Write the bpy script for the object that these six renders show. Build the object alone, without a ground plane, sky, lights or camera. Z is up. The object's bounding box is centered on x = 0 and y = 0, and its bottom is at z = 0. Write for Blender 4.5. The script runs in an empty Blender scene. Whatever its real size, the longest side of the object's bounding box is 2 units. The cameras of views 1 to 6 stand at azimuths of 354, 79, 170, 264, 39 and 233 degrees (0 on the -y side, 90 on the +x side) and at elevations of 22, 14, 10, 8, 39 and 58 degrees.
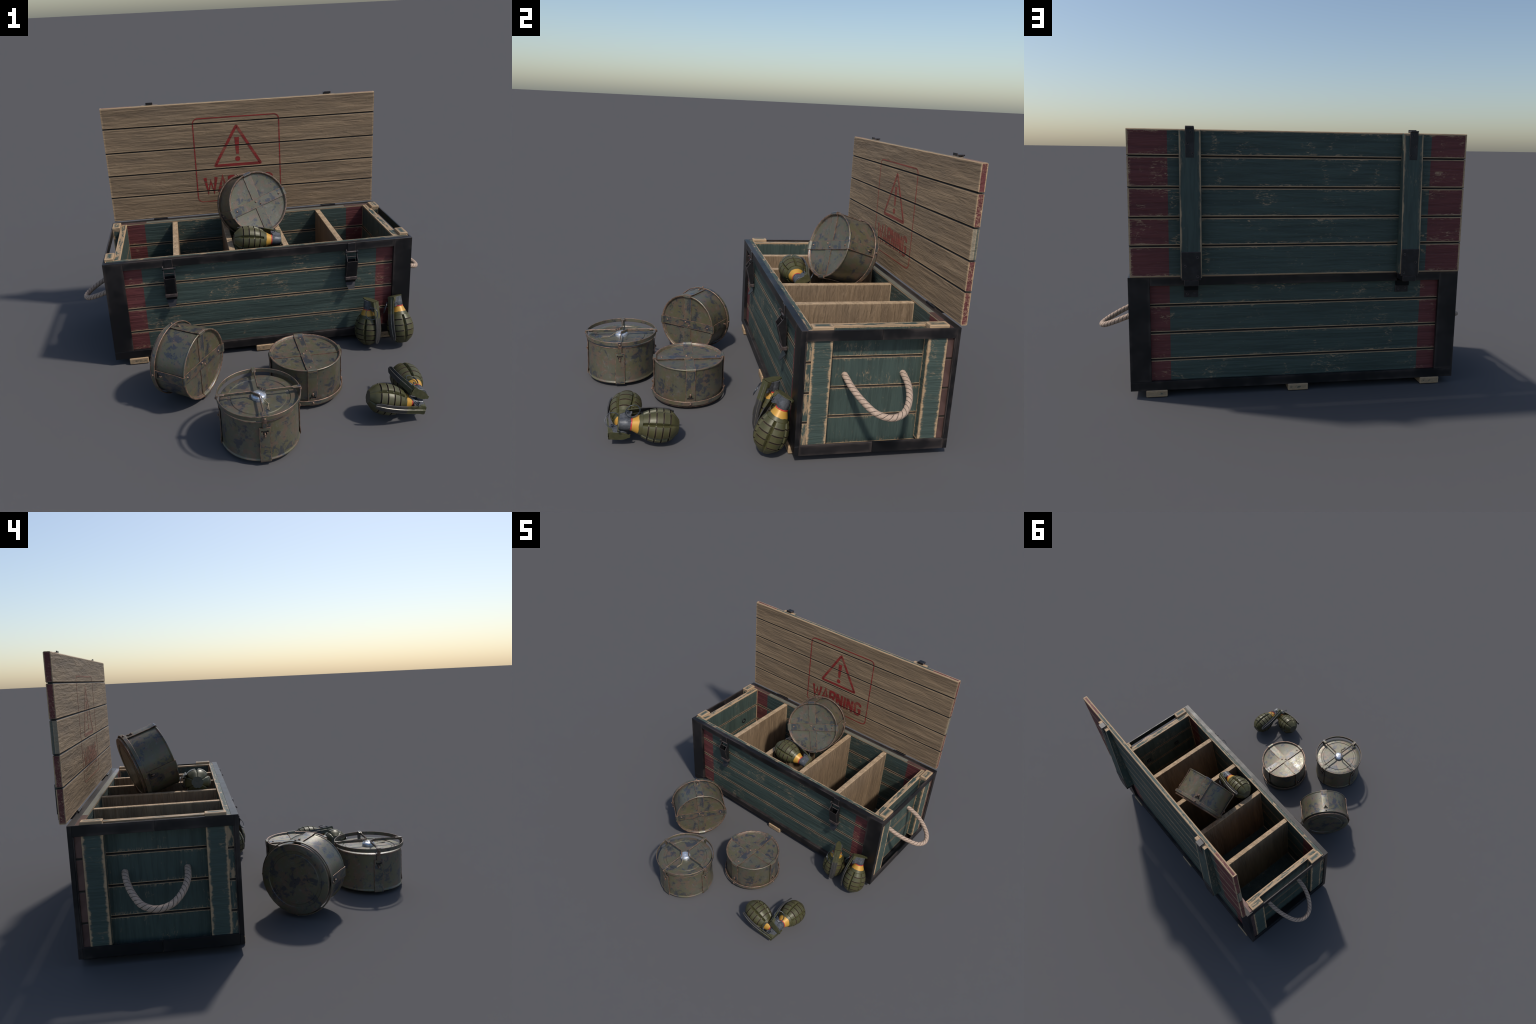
import bpy, bmesh, math, random
from mathutils import Vector, Matrix, noise as mnoise

random.seed(7)
D = bpy.data
COL = bpy.context.scene.collection


# ------------------------------------------------------------------ nodes --
class N:
    """tiny expression helper around a material node tree"""

    def __init__(self, name):
        self.m = D.materials.new(name)
        self.m.use_nodes = True
        self.t = self.m.node_tree
        self.t.nodes.clear()
        self.out = self.t.nodes.new("ShaderNodeOutputMaterial")
        self.bsdf = self.t.nodes.new("ShaderNodeBsdfPrincipled")
        self.t.links.new(self.bsdf.outputs[0], self.out.inputs[0])
        self.tc = self.t.nodes.new("ShaderNodeTexCoord")
        self.P = self.tc.outputs["Object"]
        self.Nrm = self.tc.outputs["Normal"]

    def put(self, sock, v):
        if isinstance(v, bpy.types.NodeSocket):
            self.t.links.new(v, sock)
        elif isinstance(v, (tuple, list)):
            sock.default_value = (*v, 1.0) if (len(v) == 3 and sock.type == "RGBA") else v
        else:
            sock.default_value = v

    def math(self, op, a, b=0.0, c=0.0, clamp=False):
        n = self.t.nodes.new("ShaderNodeMath")
        n.operation = op
        n.use_clamp = clamp
        for i, v in enumerate((a, b, c)):
            self.put(n.inputs[i], v)
        return n.outputs[0]

    def vmath(self, op, a, b=(0, 0, 0)):
        n = self.t.nodes.new("ShaderNodeVectorMath")
        n.operation = op
        self.put(n.inputs[0], a)
        self.put(n.inputs[1], b)
        return n.outputs[0]

    def xyz(self, v):
        n = self.t.nodes.new("ShaderNodeSeparateXYZ")
        self.put(n.inputs[0], v)
        return n.outputs[0], n.outputs[1], n.outputs[2]

    def prop(self, name, vec=False):
        n = self.t.nodes.new("ShaderNodeAttribute")
        n.attribute_type = "OBJECT"
        n.attribute_name = '["%s"]' % name
        return n.outputs["Vector"] if vec else n.outputs["Fac"]

    def noise(self, v, scale=5.0, detail=4.0, rough=0.55, stretch=None, dist=0.0):
        if stretch:
            v = self.vmath("MULTIPLY", v, stretch)
        n = self.t.nodes.new("ShaderNodeTexNoise")
        self.put(n.inputs["Vector"], v)
        n.inputs["Scale"].default_value = scale
        n.inputs["Detail"].default_value = detail
        n.inputs["Roughness"].default_value = rough
        n.inputs["Distortion"].default_value = dist
        return n.outputs["Fac"]

    def step(self, x, lo, hi):
        n = self.t.nodes.new("ShaderNodeMapRange")
        n.interpolation_type = "SMOOTHSTEP"
        self.put(n.inputs[0], x)
        self.put(n.inputs[1], lo)
        self.put(n.inputs[2], hi)
        return n.outputs[0]

    def mix(self, f, a, b, mode="MIX"):
        n = self.t.nodes.new("ShaderNodeMix")
        n.data_type = "RGBA"
        n.blend_type = mode
        self.put(n.inputs[0], f)
        self.put(n.inputs[6], a)
        self.put(n.inputs[7], b)
        return n.outputs[2]

    def bump(self, h, strength, dist, prev=None):
        n = self.t.nodes.new("ShaderNodeBump")
        n.inputs["Strength"].default_value = strength
        n.inputs["Distance"].default_value = dist
        self.put(n.inputs["Height"], h)
        if prev is not None:
            self.put(n.inputs["Normal"], prev)
        return n.outputs[0]

    def done(self, color, rough=0.6, metallic=0.0, normal=None, spec=0.5, coat=None):
        b = self.bsdf
        self.put(b.inputs["Base Color"], color)
        self.put(b.inputs["Roughness"], rough)
        self.put(b.inputs["Metallic"], metallic)
        b.inputs["Specular IOR Level"].default_value = spec
        if normal is not None:
            self.put(b.inputs["Normal"], normal)
        if coat:
            b.inputs["Coat Weight"].default_value = coat
            b.inputs["Coat Roughness"].default_value = 0.3
        return self.m


TEAL = (0.056, 0.081, 0.069)
RED = (0.142, 0.039, 0.038)
BARE = (0.330, 0.222, 0.128)
BARE_DARK = (0.185, 0.124, 0.074)
WORN = (0.470, 0.315, 0.180)


def bare_wood(n, Pn, stretch, lumps=False):
    """uneven streaky timber: colour plus fine and coarse grain heights"""
    g1 = n.noise(Pn, 1.0, 5, 0.6, stretch)
    g2 = n.noise(Pn, 1.0, 4, 0.6, tuple(s * 0.36 for s in stretch), dist=0.4)
    g3 = n.noise(Pn, 1.0, 3, 0.55, tuple(s * 0.13 for s in stretch), dist=0.3)
    f = n.math("ADD", n.math("MULTIPLY", g1, 0.30), n.math("ADD", n.math("MULTIPLY", g2, 0.42), n.math("MULTIPLY", g3, 0.28)))
    col = n.mix(n.step(f, 0.36, 0.62), BARE_DARK, BARE)
    col = n.mix(n.math("MULTIPLY", n.step(g2, 0.55, 0.72), 0.55), col, (0.42, 0.29, 0.175))
    big = n.noise(Pn, 3.5, 3, 0.5)
    col = n.mix(n.math("MULTIPLY", n.step(big, 0.38, 0.68), 0.35), col, (0.195, 0.138, 0.088))
    return col, g1, g2


def edge_dist(n):
    """distance to the nearest edge of a box-shaped piece, from its half sizes"""
    px, py, pz = n.xyz(n.vmath("ABSOLUTE", n.P))
    hx, hy, hz = n.xyz(n.prop("half", True))
    dx, dy, dz = n.math("SUBTRACT", hx, px), n.math("SUBTRACT", hy, py), n.math("SUBTRACT", hz, pz)
    lo, hi = n.math("MINIMUM", dx, dy), n.math("MAXIMUM", dx, dy)
    med = n.math("MAXIMUM", lo, n.math("MINIMUM", hi, dz))
    return med, dx, dy, dz


def painted_wood(name, grain="x", stripe=False, bare_front=False, wear=0.006, wear_amp=0.012, worn_ends=False,
                 blot=0.0, groove=0.0042, blank_ends=False, scratch=1.0, soft=0.0012, contrast=0.70, end_less=0.0):
    n = N(name)
    seed = n.prop("seed")
    off = n.t.nodes.new("ShaderNodeCombineXYZ")
    n.put(off.inputs[0], n.math("MULTIPLY", seed, 7.31))
    n.put(off.inputs[1], n.math("MULTIPLY", seed, 3.77))
    n.put(off.inputs[2], n.math("MULTIPLY", seed, 5.13))
    Pn = n.vmath("ADD", n.P, off.outputs[0])
    S = {"x": (5.0, 50.0, 80.0), "y": (50.0, 5.0, 80.0), "z": (80.0, 80.0, 6.0)}[grain]
    S2 = {"x": (10.0, 40.0, 40.0), "y": (40.0, 10.0, 40.0), "z": (40.0, 40.0, 10.0)}[grain]
    bare, g1, g2 = bare_wood(n, Pn, S)
    px, py, pz = n.xyz(n.P)
    nx, ny, nz = n.xyz(n.Nrm)
    med, dx, dy, dz = edge_dist(n)
    # paint
    paint = TEAL
    if stripe:
        isred = n.step(n.math("ABSOLUTE", px), 0.6300, 0.6325)
        paint = n.mix(isred, TEAL, RED)
    streak = n.step(n.math("ADD", n.math("MULTIPLY", g1, 0.5), n.math("MULTIPLY", g2, 0.5)), 0.36, 0.60)
    dark = n.mix(1.0, paint, (contrast, contrast, contrast), "MULTIPLY")
    paint = n.mix(streak, dark, paint)
    tone = n.noise(Pn, 3.0, 3)
    paint = n.mix(n.math("MULTIPLY", n.step(tone, 0.35, 0.75), 0.35), paint, n.mix(1.0, paint, (1.35, 1.3, 1.25), "MULTIPLY"))
    # wear along edges and scattered scratches
    wn = n.noise(Pn, 1.0, 4, 0.65, S2)
    lim = n.math("ADD", wear, n.math("MULTIPLY", n.math("SUBTRACT", wn, 0.5), wear_amp * 2))
    lim = n.math("SUBTRACT", lim, n.math("MULTIPLY", n.step(n.math("ABSOLUTE", nx), 0.6, 0.7), end_less))
    w_edge = n.step(n.math("SUBTRACT", lim, med), -soft, soft)
    patch = n.step(n.noise(Pn, 6.0, 3, 0.6, dist=0.8), 0.55, 0.66)
    fn = n.noise(Pn, 1.0, 5, 0.72, tuple(s * 2.4 for s in S2), dist=1.6)
    fine = n.step(fn, 0.53, 0.61)
    w_scr = n.math("MULTIPLY", n.math("MULTIPLY", patch, fine), 0.62 * scratch)
    spots = n.math("MULTIPLY", n.step(fn, 0.655, 0.70), 0.5 * scratch)
    fringe = n.math("MULTIPLY", n.math("MULTIPLY", n.step(fn, 0.50, 0.60), n.step(med, 0.022, 0.006)), n.math("MULTIPLY", n.step(n.noise(Pn, 9.0, 2), 0.42, 0.6), 0.75 * scratch))
    w = n.math("MAXIMUM", n.math("MAXIMUM", w_edge, spots), n.math("MAXIMUM", w_scr, fringe))
    if blot:
        bl = n.step(n.noise(Pn, 1.0, 4, 0.6, tuple(s * 1.2 for s in S2)), 0.62 - blot, 0.72 - blot)
        w = n.math("MAXIMUM", w, n.math("MULTIPLY", bl, 0.8))
    worn = n.mix(n.step(g1, 0.3, 0.6), (0.37, 0.255, 0.155), WORN)
    col = n.mix(w, paint, worn)
    if bare_front:
        f = n.step(n.math("MULTIPLY", ny, -1.0), 0.5, 0.6)
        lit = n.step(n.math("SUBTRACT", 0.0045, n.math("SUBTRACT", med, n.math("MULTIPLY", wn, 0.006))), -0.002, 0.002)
        bcol = n.mix(n.math("MULTIPLY", lit, 0.6), bare, WORN)
        col = n.mix(f, col, bcol)
    if blank_ends:
        f = n.step(n.math("ABSOLUTE", nx), 0.5, 0.6)
        half_tone = n.mix(n.step(py, -0.0005, 0.0005), (0.26, 0.215, 0.150), (0.115, 0.118, 0.092))
        line = n.step(n.math("ABSOLUTE", n.math("SUBTRACT", py, 0.0015)), 0.0018, 0.0008)
        half_tone = n.mix(n.math("MAXIMUM", line, n.math("MULTIPLY", w_edge, 0.6)), half_tone, (0.40, 0.30, 0.19))
        col = n.mix(f, col, half_tone)
    if groove:
        # near-black colour along the V joints between boards (upper / lower edges that meet a neighbour)
        up = n.math("ADD", n.math("SUBTRACT", n.xyz(n.prop("half", True))[2], pz), n.prop("free_top"))
        dn = n.math("ADD", n.math("ADD", n.xyz(n.prop("half", True))[2], pz), n.prop("free_bottom"))
        dj = n.math("MINIMUM", up, dn)
        g = n.math("SUBTRACT", 1.0, n.step(dj, groove * 0.85, groove * 1.1))
        col = n.mix(n.math("MULTIPLY", g, 0.95), col, (0.013, 0.013, 0.012))
    lump = n.noise(Pn, 1.0, 4, 0.6, tuple(s * 0.9 for s in S2), dist=0.9)
    h = n.math("ADD", n.math("ADD", n.math("MULTIPLY", g1, 0.7), n.math("MULTIPLY", g2, 0.9)), n.math("MULTIPLY", lump, 0.9 if bare_front else 0.3))
    nb = n.bump(h, 0.6, 0.008)
    nb = n.bump(w, 0.25, 0.0012, nb)
    return n.done(col, rough=0.62, normal=nb, spec=0.35)


def divider_wood():
    n = N("plywood_divider")
    off = n.t.nodes.new("ShaderNodeCombineXYZ")
    n.put(off.inputs[1], n.math("MULTIPLY", n.prop("seed"), 5.7))
    Pn = n.vmath("ADD", n.P, off.outputs[0])
    bare, g1, g2 = bare_wood(n, Pn, (50, 70, 6))
    med, dx, dy, dz = edge_dist(n)
    lump = n.noise(Pn, 1.0, 4, 0.6, (40, 46, 9), dist=0.35)
    col = n.mix(n.math("MULTIPLY", n.step(lump, 0.35, 0.65), 0.5), n.mix(0.4, bare, (0.15, 0.105, 0.067)), n.mix(0.35, bare, (0.30, 0.205, 0.125)))
    wn = n.noise(Pn, 60.0, 3)
    lit = n.step(n.math("SUBTRACT", n.math("ADD", 0.001, n.math("MULTIPLY", wn, 0.008)), med), -0.002, 0.002)
    col = n.mix(n.math("MULTIPLY", lit, 0.7), col, (0.47, 0.335, 0.205))
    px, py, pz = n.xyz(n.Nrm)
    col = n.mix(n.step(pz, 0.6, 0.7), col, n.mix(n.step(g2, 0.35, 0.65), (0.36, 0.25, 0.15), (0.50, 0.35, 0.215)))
    h = n.math("ADD", lump, n.math("MULTIPLY", g1, 0.6))
    return n.done(col, rough=0.7, normal=n.bump(h, 1.0, 0.012), spec=0.3)


def frame_metal():
    n = N("blackened_frame_steel")
    Pn = n.vmath("ADD", n.P, n.vmath("MULTIPLY", n.prop("seed"), (1.3, 0.7, 2.1)))
    a = n.noise(Pn, 4.0, 4, 0.6)
    b = n.noise(Pn, 16.0, 4, 0.55)
    col = n.mix(n.step(a, 0.40, 0.66), (0.0070, 0.0068, 0.0076), (0.0230, 0.0190, 0.0185))
    med, dx, dy, dz = edge_dist(n)
    e = n.math("SUBTRACT", 1.0, n.step(med, 0.0, n.math("ADD", 0.004, n.math("MULTIPLY", b, 0.022))))
    col = n.mix(n.math("MULTIPLY", e, n.math("MULTIPLY", n.step(a, 0.42, 0.60), 0.7)), col, (0.058, 0.045, 0.040))
    r = n.math("ADD", 0.30, n.math("MULTIPLY", b, 0.24))
    return n.done(col, rough=r, metallic=0.0, spec=0.34, normal=n.bump(b, 0.10, 0.004))


def hardware_metal(name, base=(0.012, 0.011, 0.012), edge=(0.085, 0.055, 0.045)):
    n = N(name)
    a = n.noise(n.P, 35.0, 4, 0.6)
    col = n.mix(n.step(a, 0.4, 0.75), base, tuple(c * 2.2 for c in base))
    return n.done(col, rough=0.42, metallic=0.25, normal=n.bump(a, 0.1, 0.002))


def olive_tin(name, dark=0.58):
    n = N(name)
    off = n.t.nodes.new("ShaderNodeCombineXYZ")
    n.put(off.inputs[0], n.math("MULTIPLY", n.prop("seed"), 3.1))
    n.put(off.inputs[2], n.math("MULTIPLY", n.prop("seed"), 1.7))
    Pn = n.vmath("ADD", n.P, off.outputs[0])
    a = n.noise(Pn, 15.0, 6, 0.68, dist=0.5)
    b = n.noise(Pn, 24.0, 5, 0.62)
    c = n.noise(Pn, 9.0, 4, 0.6)
    fine = n.noise(Pn, 160.0, 3, 0.6)
    m = n.noise(Pn, 42.0, 5, 0.7, dist=0.8)
    olive = n.mix(n.step(c, 0.35, 0.65), (0.128, 0.116, 0.060), (0.122, 0.117, 0.084))
    col = n.mix(n.math("MULTIPLY", n.step(b, 0.48, 0.61), 0.8), olive, (0.165, 0.108, 0.078))
    col = n.mix(n.math("MULTIPLY", n.step(m, 0.53, 0.66), 0.6), col, (0.170, 0.164, 0.142))
    drk = n.step(n.math("ADD", a, n.math("MULTIPLY", n.math("SUBTRACT", m, 0.5), 0.5)), dark - 0.025, dark + 0.055)
    col = n.mix(n.math("MULTIPLY", drk, 0.85), col, (0.044, 0.050, 0.066))
    col = n.mix(n.math("MULTIPLY", n.step(fine, 0.48, 0.75), 0.3), col, (0.110, 0.095, 0.070))
    r = n.math("SUBTRACT", n.math("ADD", 0.16, n.math("MULTIPLY", m, 0.56)), n.math("MULTIPLY", drk, 0.12))
    return n.done(col, rough=r, metallic=0.28, spec=0.8, normal=n.bump(n.math("ADD", a, n.math("ADD", m, fine)), 0.16, 0.002))


def rust_edge():
    n = N("rusty_rubbed_edge")
    a = n.noise(n.P, 55.0, 4, 0.6)
    col = n.mix(n.step(a, 0.35, 0.65), (0.135, 0.085, 0.058), (0.290, 0.180, 0.128))
    return n.done(col, rough=0.48, metallic=0.35)


def grenade_paint(yellow):
    n = N("grenade_olive_paint")
    px, py, pz = n.xyz(n.P)
    a = n.noise(n.P, 40.0, 4, 0.6)
    b = n.noise(n.P, 9.0, 3, 0.5)
    col = n.mix(n.step(b, 0.3, 0.7), (0.066, 0.062, 0.023), (0.086, 0.078, 0.033))
    col = n.mix(n.math("MULTIPLY", n.step(a, 0.55, 0.75), 0.3), col, (0.13, 0.112, 0.062))
    lim = n.math("ADD", 0.1735, n.math("MULTIPLY", n.math("SUBTRACT", n.noise(n.P, 28.0, 2), 0.5), 0.012))
    y = n.step(pz, n.math("SUBTRACT", lim, 0.0006), n.math("ADD", lim, 0.0006))
    crack = n.step(n.noise(n.P, 1.0, 4, 0.7, (60, 60, 16), dist=1.0), 0.62, 0.72)
    ycol = n.mix(n.math("MULTIPLY", crack, 0.6), (0.54, 0.285, 0.045), (0.26, 0.14, 0.03))
    col = n.mix(y, col, ycol)
    r = n.math("ADD", 0.36, n.math("MULTIPLY", a, 0.14))
    return n.done(col, rough=r, metallic=0.1, normal=n.bump(a, 0.05, 0.001))


def lever_paint():
    n = N("lever_olive_and_charcoal")
    px, py, pz = n.xyz(n.P)
    a = n.noise(n.P, 60.0, 4, 0.6)
    st = n.noise(n.P, 1.0, 4, 0.6, (160, 160, 18))
    olive = n.mix(n.step(a, 0.4, 0.7), (0.066, 0.066, 0.027), (0.092, 0.084, 0.042))
    char = n.mix(n.step(st, 0.4, 0.7), (0.040, 0.039, 0.038), (0.085, 0.074, 0.066))
    lim = n.math("ADD", 0.168, n.math("MULTIPLY", n.math("SUBTRACT", n.noise(n.P, 120.0, 1), 0.5), 0.004))
    f = n.step(pz, n.math("SUBTRACT", lim, 0.0008), n.math("ADD", lim, 0.0008))
    return n.done(n.mix(f, char, olive), rough=0.42, metallic=0.15)


def plain(name, c1, c2, scale=30.0, rough=0.5, metallic=0.0, bump=0.08):
    n = N(name)
    a = n.noise(n.P, scale, 4, 0.6)
    return n.done(n.mix(n.step(a, 0.35, 0.68), c1, c2), rough=rough, metallic=metallic, normal=n.bump(a, bump, 0.001))


def sign_paint():
    n = N("stencil_red_paint")
    off = (0, 0, 0)
    g1 = n.noise(n.P, 1.0, 5, 0.6, (6.0, 60.0, 95.0))
    px, py, pz = n.xyz(n.P)
    fade = n.math("ADD", 0.70, n.math("MULTIPLY", pz, 0.45))  # thinner towards the bottom
    thin = n.step(n.math("ADD", g1, n.math("MULTIPLY", n.math("SUBTRACT", fade, 0.7), 0.6)), 0.20, 0.44)
    big = n.step(n.noise(n.P, 9.0, 3), 0.30, 0.5)
    f = n.math("MULTIPLY", n.math("MULTIPLY", thin, n.math("ADD", 0.65, n.math("MULTIPLY", big, 0.35))), 0.92)
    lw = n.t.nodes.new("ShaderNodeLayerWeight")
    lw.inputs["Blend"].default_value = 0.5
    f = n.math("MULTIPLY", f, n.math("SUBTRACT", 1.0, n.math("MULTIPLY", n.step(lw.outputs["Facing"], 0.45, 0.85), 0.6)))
    wood = n.mix(n.step(g1, 0.3, 0.66), BARE_DARK, BARE)
    col = n.mix(f, wood, n.mix(n.step(g1, 0.35, 0.6), (0.150, 0.008, 0.010), (0.290, 0.013, 0.016)))
    return n.done(col, rough=0.65, normal=n.bump(g1, 0.4, 0.004), spec=0.3)


M = {}
M["board"] = painted_wood("painted_board", "x", stripe=True, wear=0.0076, wear_amp=0.0026)
M["lid_board"] = painted_wood("painted_lid_board", "x", stripe=True, bare_front=True, wear=0.0074, wear_amp=0.0034, scratch=1.25, end_less=0.0036, groove=0.0033)
M["lid_board_plain"] = painted_wood("painted_lid_board_bare_end", "x", stripe=True, bare_front=True, wear=0.0074, wear_amp=0.0034, blank_ends=True, scratch=1.25, end_less=0.0045, groove=0.0033)
M["end_board"] = painted_wood("painted_end_board", "z", wear=0.0066, wear_amp=0.0034, scratch=0.8)
M["board_tip"] = painted_wood("painted_board_tip", "z", wear=0.0020, wear_amp=0.003, groove=0.0, blot=0.14, soft=0.003)
M["batten"] = painted_wood("painted_batten", "y", wear=0.0085, wear_amp=0.014, groove=0.0, scratch=0.6, soft=0.0045, contrast=0.84)
M["lid_batten"] = painted_wood("painted_lid_batten", "z", wear=0.0070, wear_amp=0.012, groove=0.0, scratch=0.6, soft=0.004, end_less=0.03)
M["cap"] = painted_wood("painted_worn_block", "y", wear=0.012, wear_amp=0.010, groove=0.0, blot=0.07, soft=0.009)
M["rail"] = painted_wood("painted_top_rail", "x", wear=0.0045, wear_amp=0.012, groove=0.0, blot=0.06)
M["rail_end"] = painted_wood("painted_end_rail", "y", wear=0.006, wear_amp=0.016, groove=0.0, blot=0.16)
M["skid"] = painted_wood("worn_skid", "y", wear=0.013, wear_amp=0.006, groove=0.0, blot=0.26, soft=0.008)
M["divider"] = divider_wood()
M["frame"] = frame_metal()
M["hardware"] = hardware_metal("dark_hardware_steel")
M["hardware_edge"] = plain("rubbed_hardware_edge", (0.060, 0.045, 0.042), (0.125, 0.092, 0.084), 60, 0.42, 0.25)
M["gap"] = plain("dark_joint", (0.020, 0.017, 0.014), (0.034, 0.028, 0.022), 30, 0.9)
M["endgrain"] = plain("smooth_brown_end", (0.100, 0.056, 0.048), (0.160, 0.092, 0.078), 7, 0.32, 0.3)
M["sage"] = plain("smooth_sage_edge", (0.135, 0.130, 0.100), (0.170, 0.165, 0.130), 6, 0.42)
M["tin"] = olive_tin("olive_tin_plate", 0.555)
M["strap"] = olive_tin("olive_strap_steel", 0.525)
M["rust"] = rust_edge()
M["hinge_shade"] = plain("painted_hinge_shade", (0.002, 0.002, 0.002), (0.003, 0.003, 0.003), 20, 1.0)  # flat black that paints the shade under the hinge
M["slot"] = plain("slot_shadow", (0.018, 0.016, 0.013), (0.03, 0.026, 0.02), 50, 0.8)
M["chrome"] = plain("polished_fuze_cap", (0.62, 0.66, 0.72), (0.78, 0.81, 0.86), 60, 0.26, 0.68, 0.03)
M["twine"] = plain("twine", (0.22, 0.175, 0.115), (0.32, 0.26, 0.17), 200, 0.85)
M["rope"] = plain("pale_rope", (0.40, 0.285, 0.210), (0.50, 0.36, 0.27), 90, 0.8, 0, 0.15)
M["rope_gap"] = plain("rope_gap", (0.095, 0.070, 0.052), (0.130, 0.098, 0.074), 90, 0.9)
M["gpaint"] = grenade_paint(True)
M["ggroove"] = plain("grenade_groove", (0.030, 0.023, 0.014), (0.058, 0.042, 0.026), 60, 0.6)
M["gedge"] = plain("grenade_rubbed_lip", (0.085, 0.068, 0.034), (0.150, 0.105, 0.060), 90, 0.42, 0.1)
M["gbottom"] = plain("grenade_base_plug", (0.060, 0.058, 0.040), (0.085, 0.080, 0.055), 60, 0.5)
M["gred"] = plain("red_band", (0.52, 0.035, 0.030), (0.60, 0.055, 0.045), 60, 0.4)
M["ghead"] = plain("fuze_grey_metal", (0.070, 0.073, 0.080), (0.115, 0.118, 0.124), 110, 0.46, 0.3, 0.15)
M["lever"] = lever_paint()
M["leverrib"] = plain("lever_rubbed_rib", (0.13, 0.12, 0.10), (0.23, 0.21, 0.175), 60, 0.36, 0.4)
M["wire"] = plain("pull_ring_wire", (0.060, 0.066, 0.078), (0.11, 0.12, 0.135), 80, 0.3, 0.7)
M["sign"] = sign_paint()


# --------------------------------------------------------------- geometry --
def obj(name, mesh, parent=None, mats=(), loc=None, mat=None, **props):
    if mesh is not None:
        for k in mats:
            if M[k].name not in [m.name for m in mesh.materials]:
                mesh.materials.append(M[k])
    o = D.objects.new(name, mesh)
    COL.objects.link(o)
    if parent is not None:
        o.parent = parent
    if mat is not None:
        o.matrix_local = mat
    if loc is not None:
        o.location = loc
    o["seed"] = float(props.pop("seed", random.random() * 9.0))
    o["free_top"] = float(props.pop("free_top", 0.0))
    o["free_bottom"] = float(props.pop("free_bottom", 0.0))
    for k, v in props.items():
        o[k] = v
    return o


def thing(name, label, category, mat=None, loc=None):
    o = D.objects.new(name, None)
    COL.objects.link(o)
    o.empty_display_size = 0.05
    o["label"] = label
    o["category"] = category
    if mat is not None:
        o.matrix_world = mat
    if loc is not None:
        o.location = loc
    return o


def to_mesh(bm, name, smooth=None):
    bmesh.ops.recalc_face_normals(bm, faces=bm.faces)
    me = D.meshes.new(name)
    bm.to_mesh(me)
    bm.free()
    if smooth is not None:
        me.polygons.foreach_set("use_smooth", [True] * len(me.polygons))
        me.set_sharp_from_angle(angle=math.radians(smooth))
    return me


def add_box(bm, lo, hi, m=0):
    vs = [bm.verts.new((x, y, z)) for x in (lo[0], hi[0]) for y in (lo[1], hi[1]) for z in (lo[2], hi[2])]
    fs = []
    for q in ((0, 1, 3, 2), (4, 6, 7, 5), (0, 4, 5, 1), (2, 3, 7, 6), (0, 2, 6, 4), (1, 5, 7, 3)):
        f = bm.faces.new([vs[i] for i in q])
        f.material_index = m
        fs.append(f)
    return fs


def box_mesh(name, h, bevel=0.0, seg=1, edge_index=None):
    bm = bmesh.new()
    add_box(bm, [-a for a in h], h)
    if bevel:
        r = bmesh.ops.bevel(bm, geom=list(bm.edges), offset=bevel, segments=seg, affect="EDGES", profile=0.5)
        if edge_index is not None:
            for f in r["faces"]:
                f.material_index = edge_index
    return to_mesh(bm, name)


def block(name, parent, lo, hi, mats, bevel=0.002, seg=1, edge_index=None, **kw):
    c = [(a + b) / 2 for a, b in zip(lo, hi)]
    h = [(b - a) / 2 for a, b in zip(lo, hi)]
    me = box_mesh(name, h, min(bevel, min(h) * 0.8), seg, edge_index)
    return obj(name, me, parent, mats, loc=c, half=[float(v) for v in h], **kw)


def extrude_poly(bm, pts, axis, lo, hi, m=0):
    """prism: 2-D outline pts in the plane normal to axis, between lo and hi"""
    def p3(p, d):
        return {0: (d, p[0], p[1]), 1: (p[0], d, p[1]), 2: (p[0], p[1], d)}[axis]
    a = [bm.verts.new(p3(p, lo)) for p in pts]
    b = [bm.verts.new(p3(p, hi)) for p in pts]
    fs = [bm.faces.new(a), bm.faces.new(b)]
    n = len(pts)
    for i in range(n):
        fs.append(bm.faces.new((a[i], a[(i + 1) % n], b[(i + 1) % n], b[i])))
    for f in fs:
        f.material_index = m
    return fs


def chamfer_edges(bm, off, mi=None, min_angle=0.5):
    bmesh.ops.recalc_face_normals(bm, faces=bm.faces)
    bm.normal_update()
    es = [e for e in bm.edges if len(e.link_faces) == 2 and e.calc_face_angle(0) > min_angle]
    r = bmesh.ops.bevel(bm, geom=es, offset=off, segments=1, affect="EDGES", profile=0.5)
    if mi is not None:
        for f in r["faces"]:
            f.material_index = mi


def lathe(bm, prof, seg, m=0, mats=None, close=True):
    """surface of revolution about z from (r, z) points"""
    rings = []
    for r, z in prof:
        if r < 1e-6:
            rings.append([bm.verts.new((0, 0, z))])
        else:
            rings.append([bm.verts.new((r * math.cos(2 * math.pi * i / seg), r * math.sin(2 * math.pi * i / seg), z)) for i in range(seg)])
    for k in range(len(rings) - 1):
        a, b = rings[k], rings[k + 1]
        for i in range(seg):
            j = (i + 1) % seg
            if len(a) == 1 and len(b) == 1:
                continue
            if len(a) == 1:
                f = bm.faces.new((a[0], b[i], b[j]))
            elif len(b) == 1:
                f = bm.faces.new((a[i], a[j], b[0]))
            else:
                f = bm.faces.new((a[i], a[j], b[j], b[i]))
            f.material_index = mats[k] if mats else m


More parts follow.
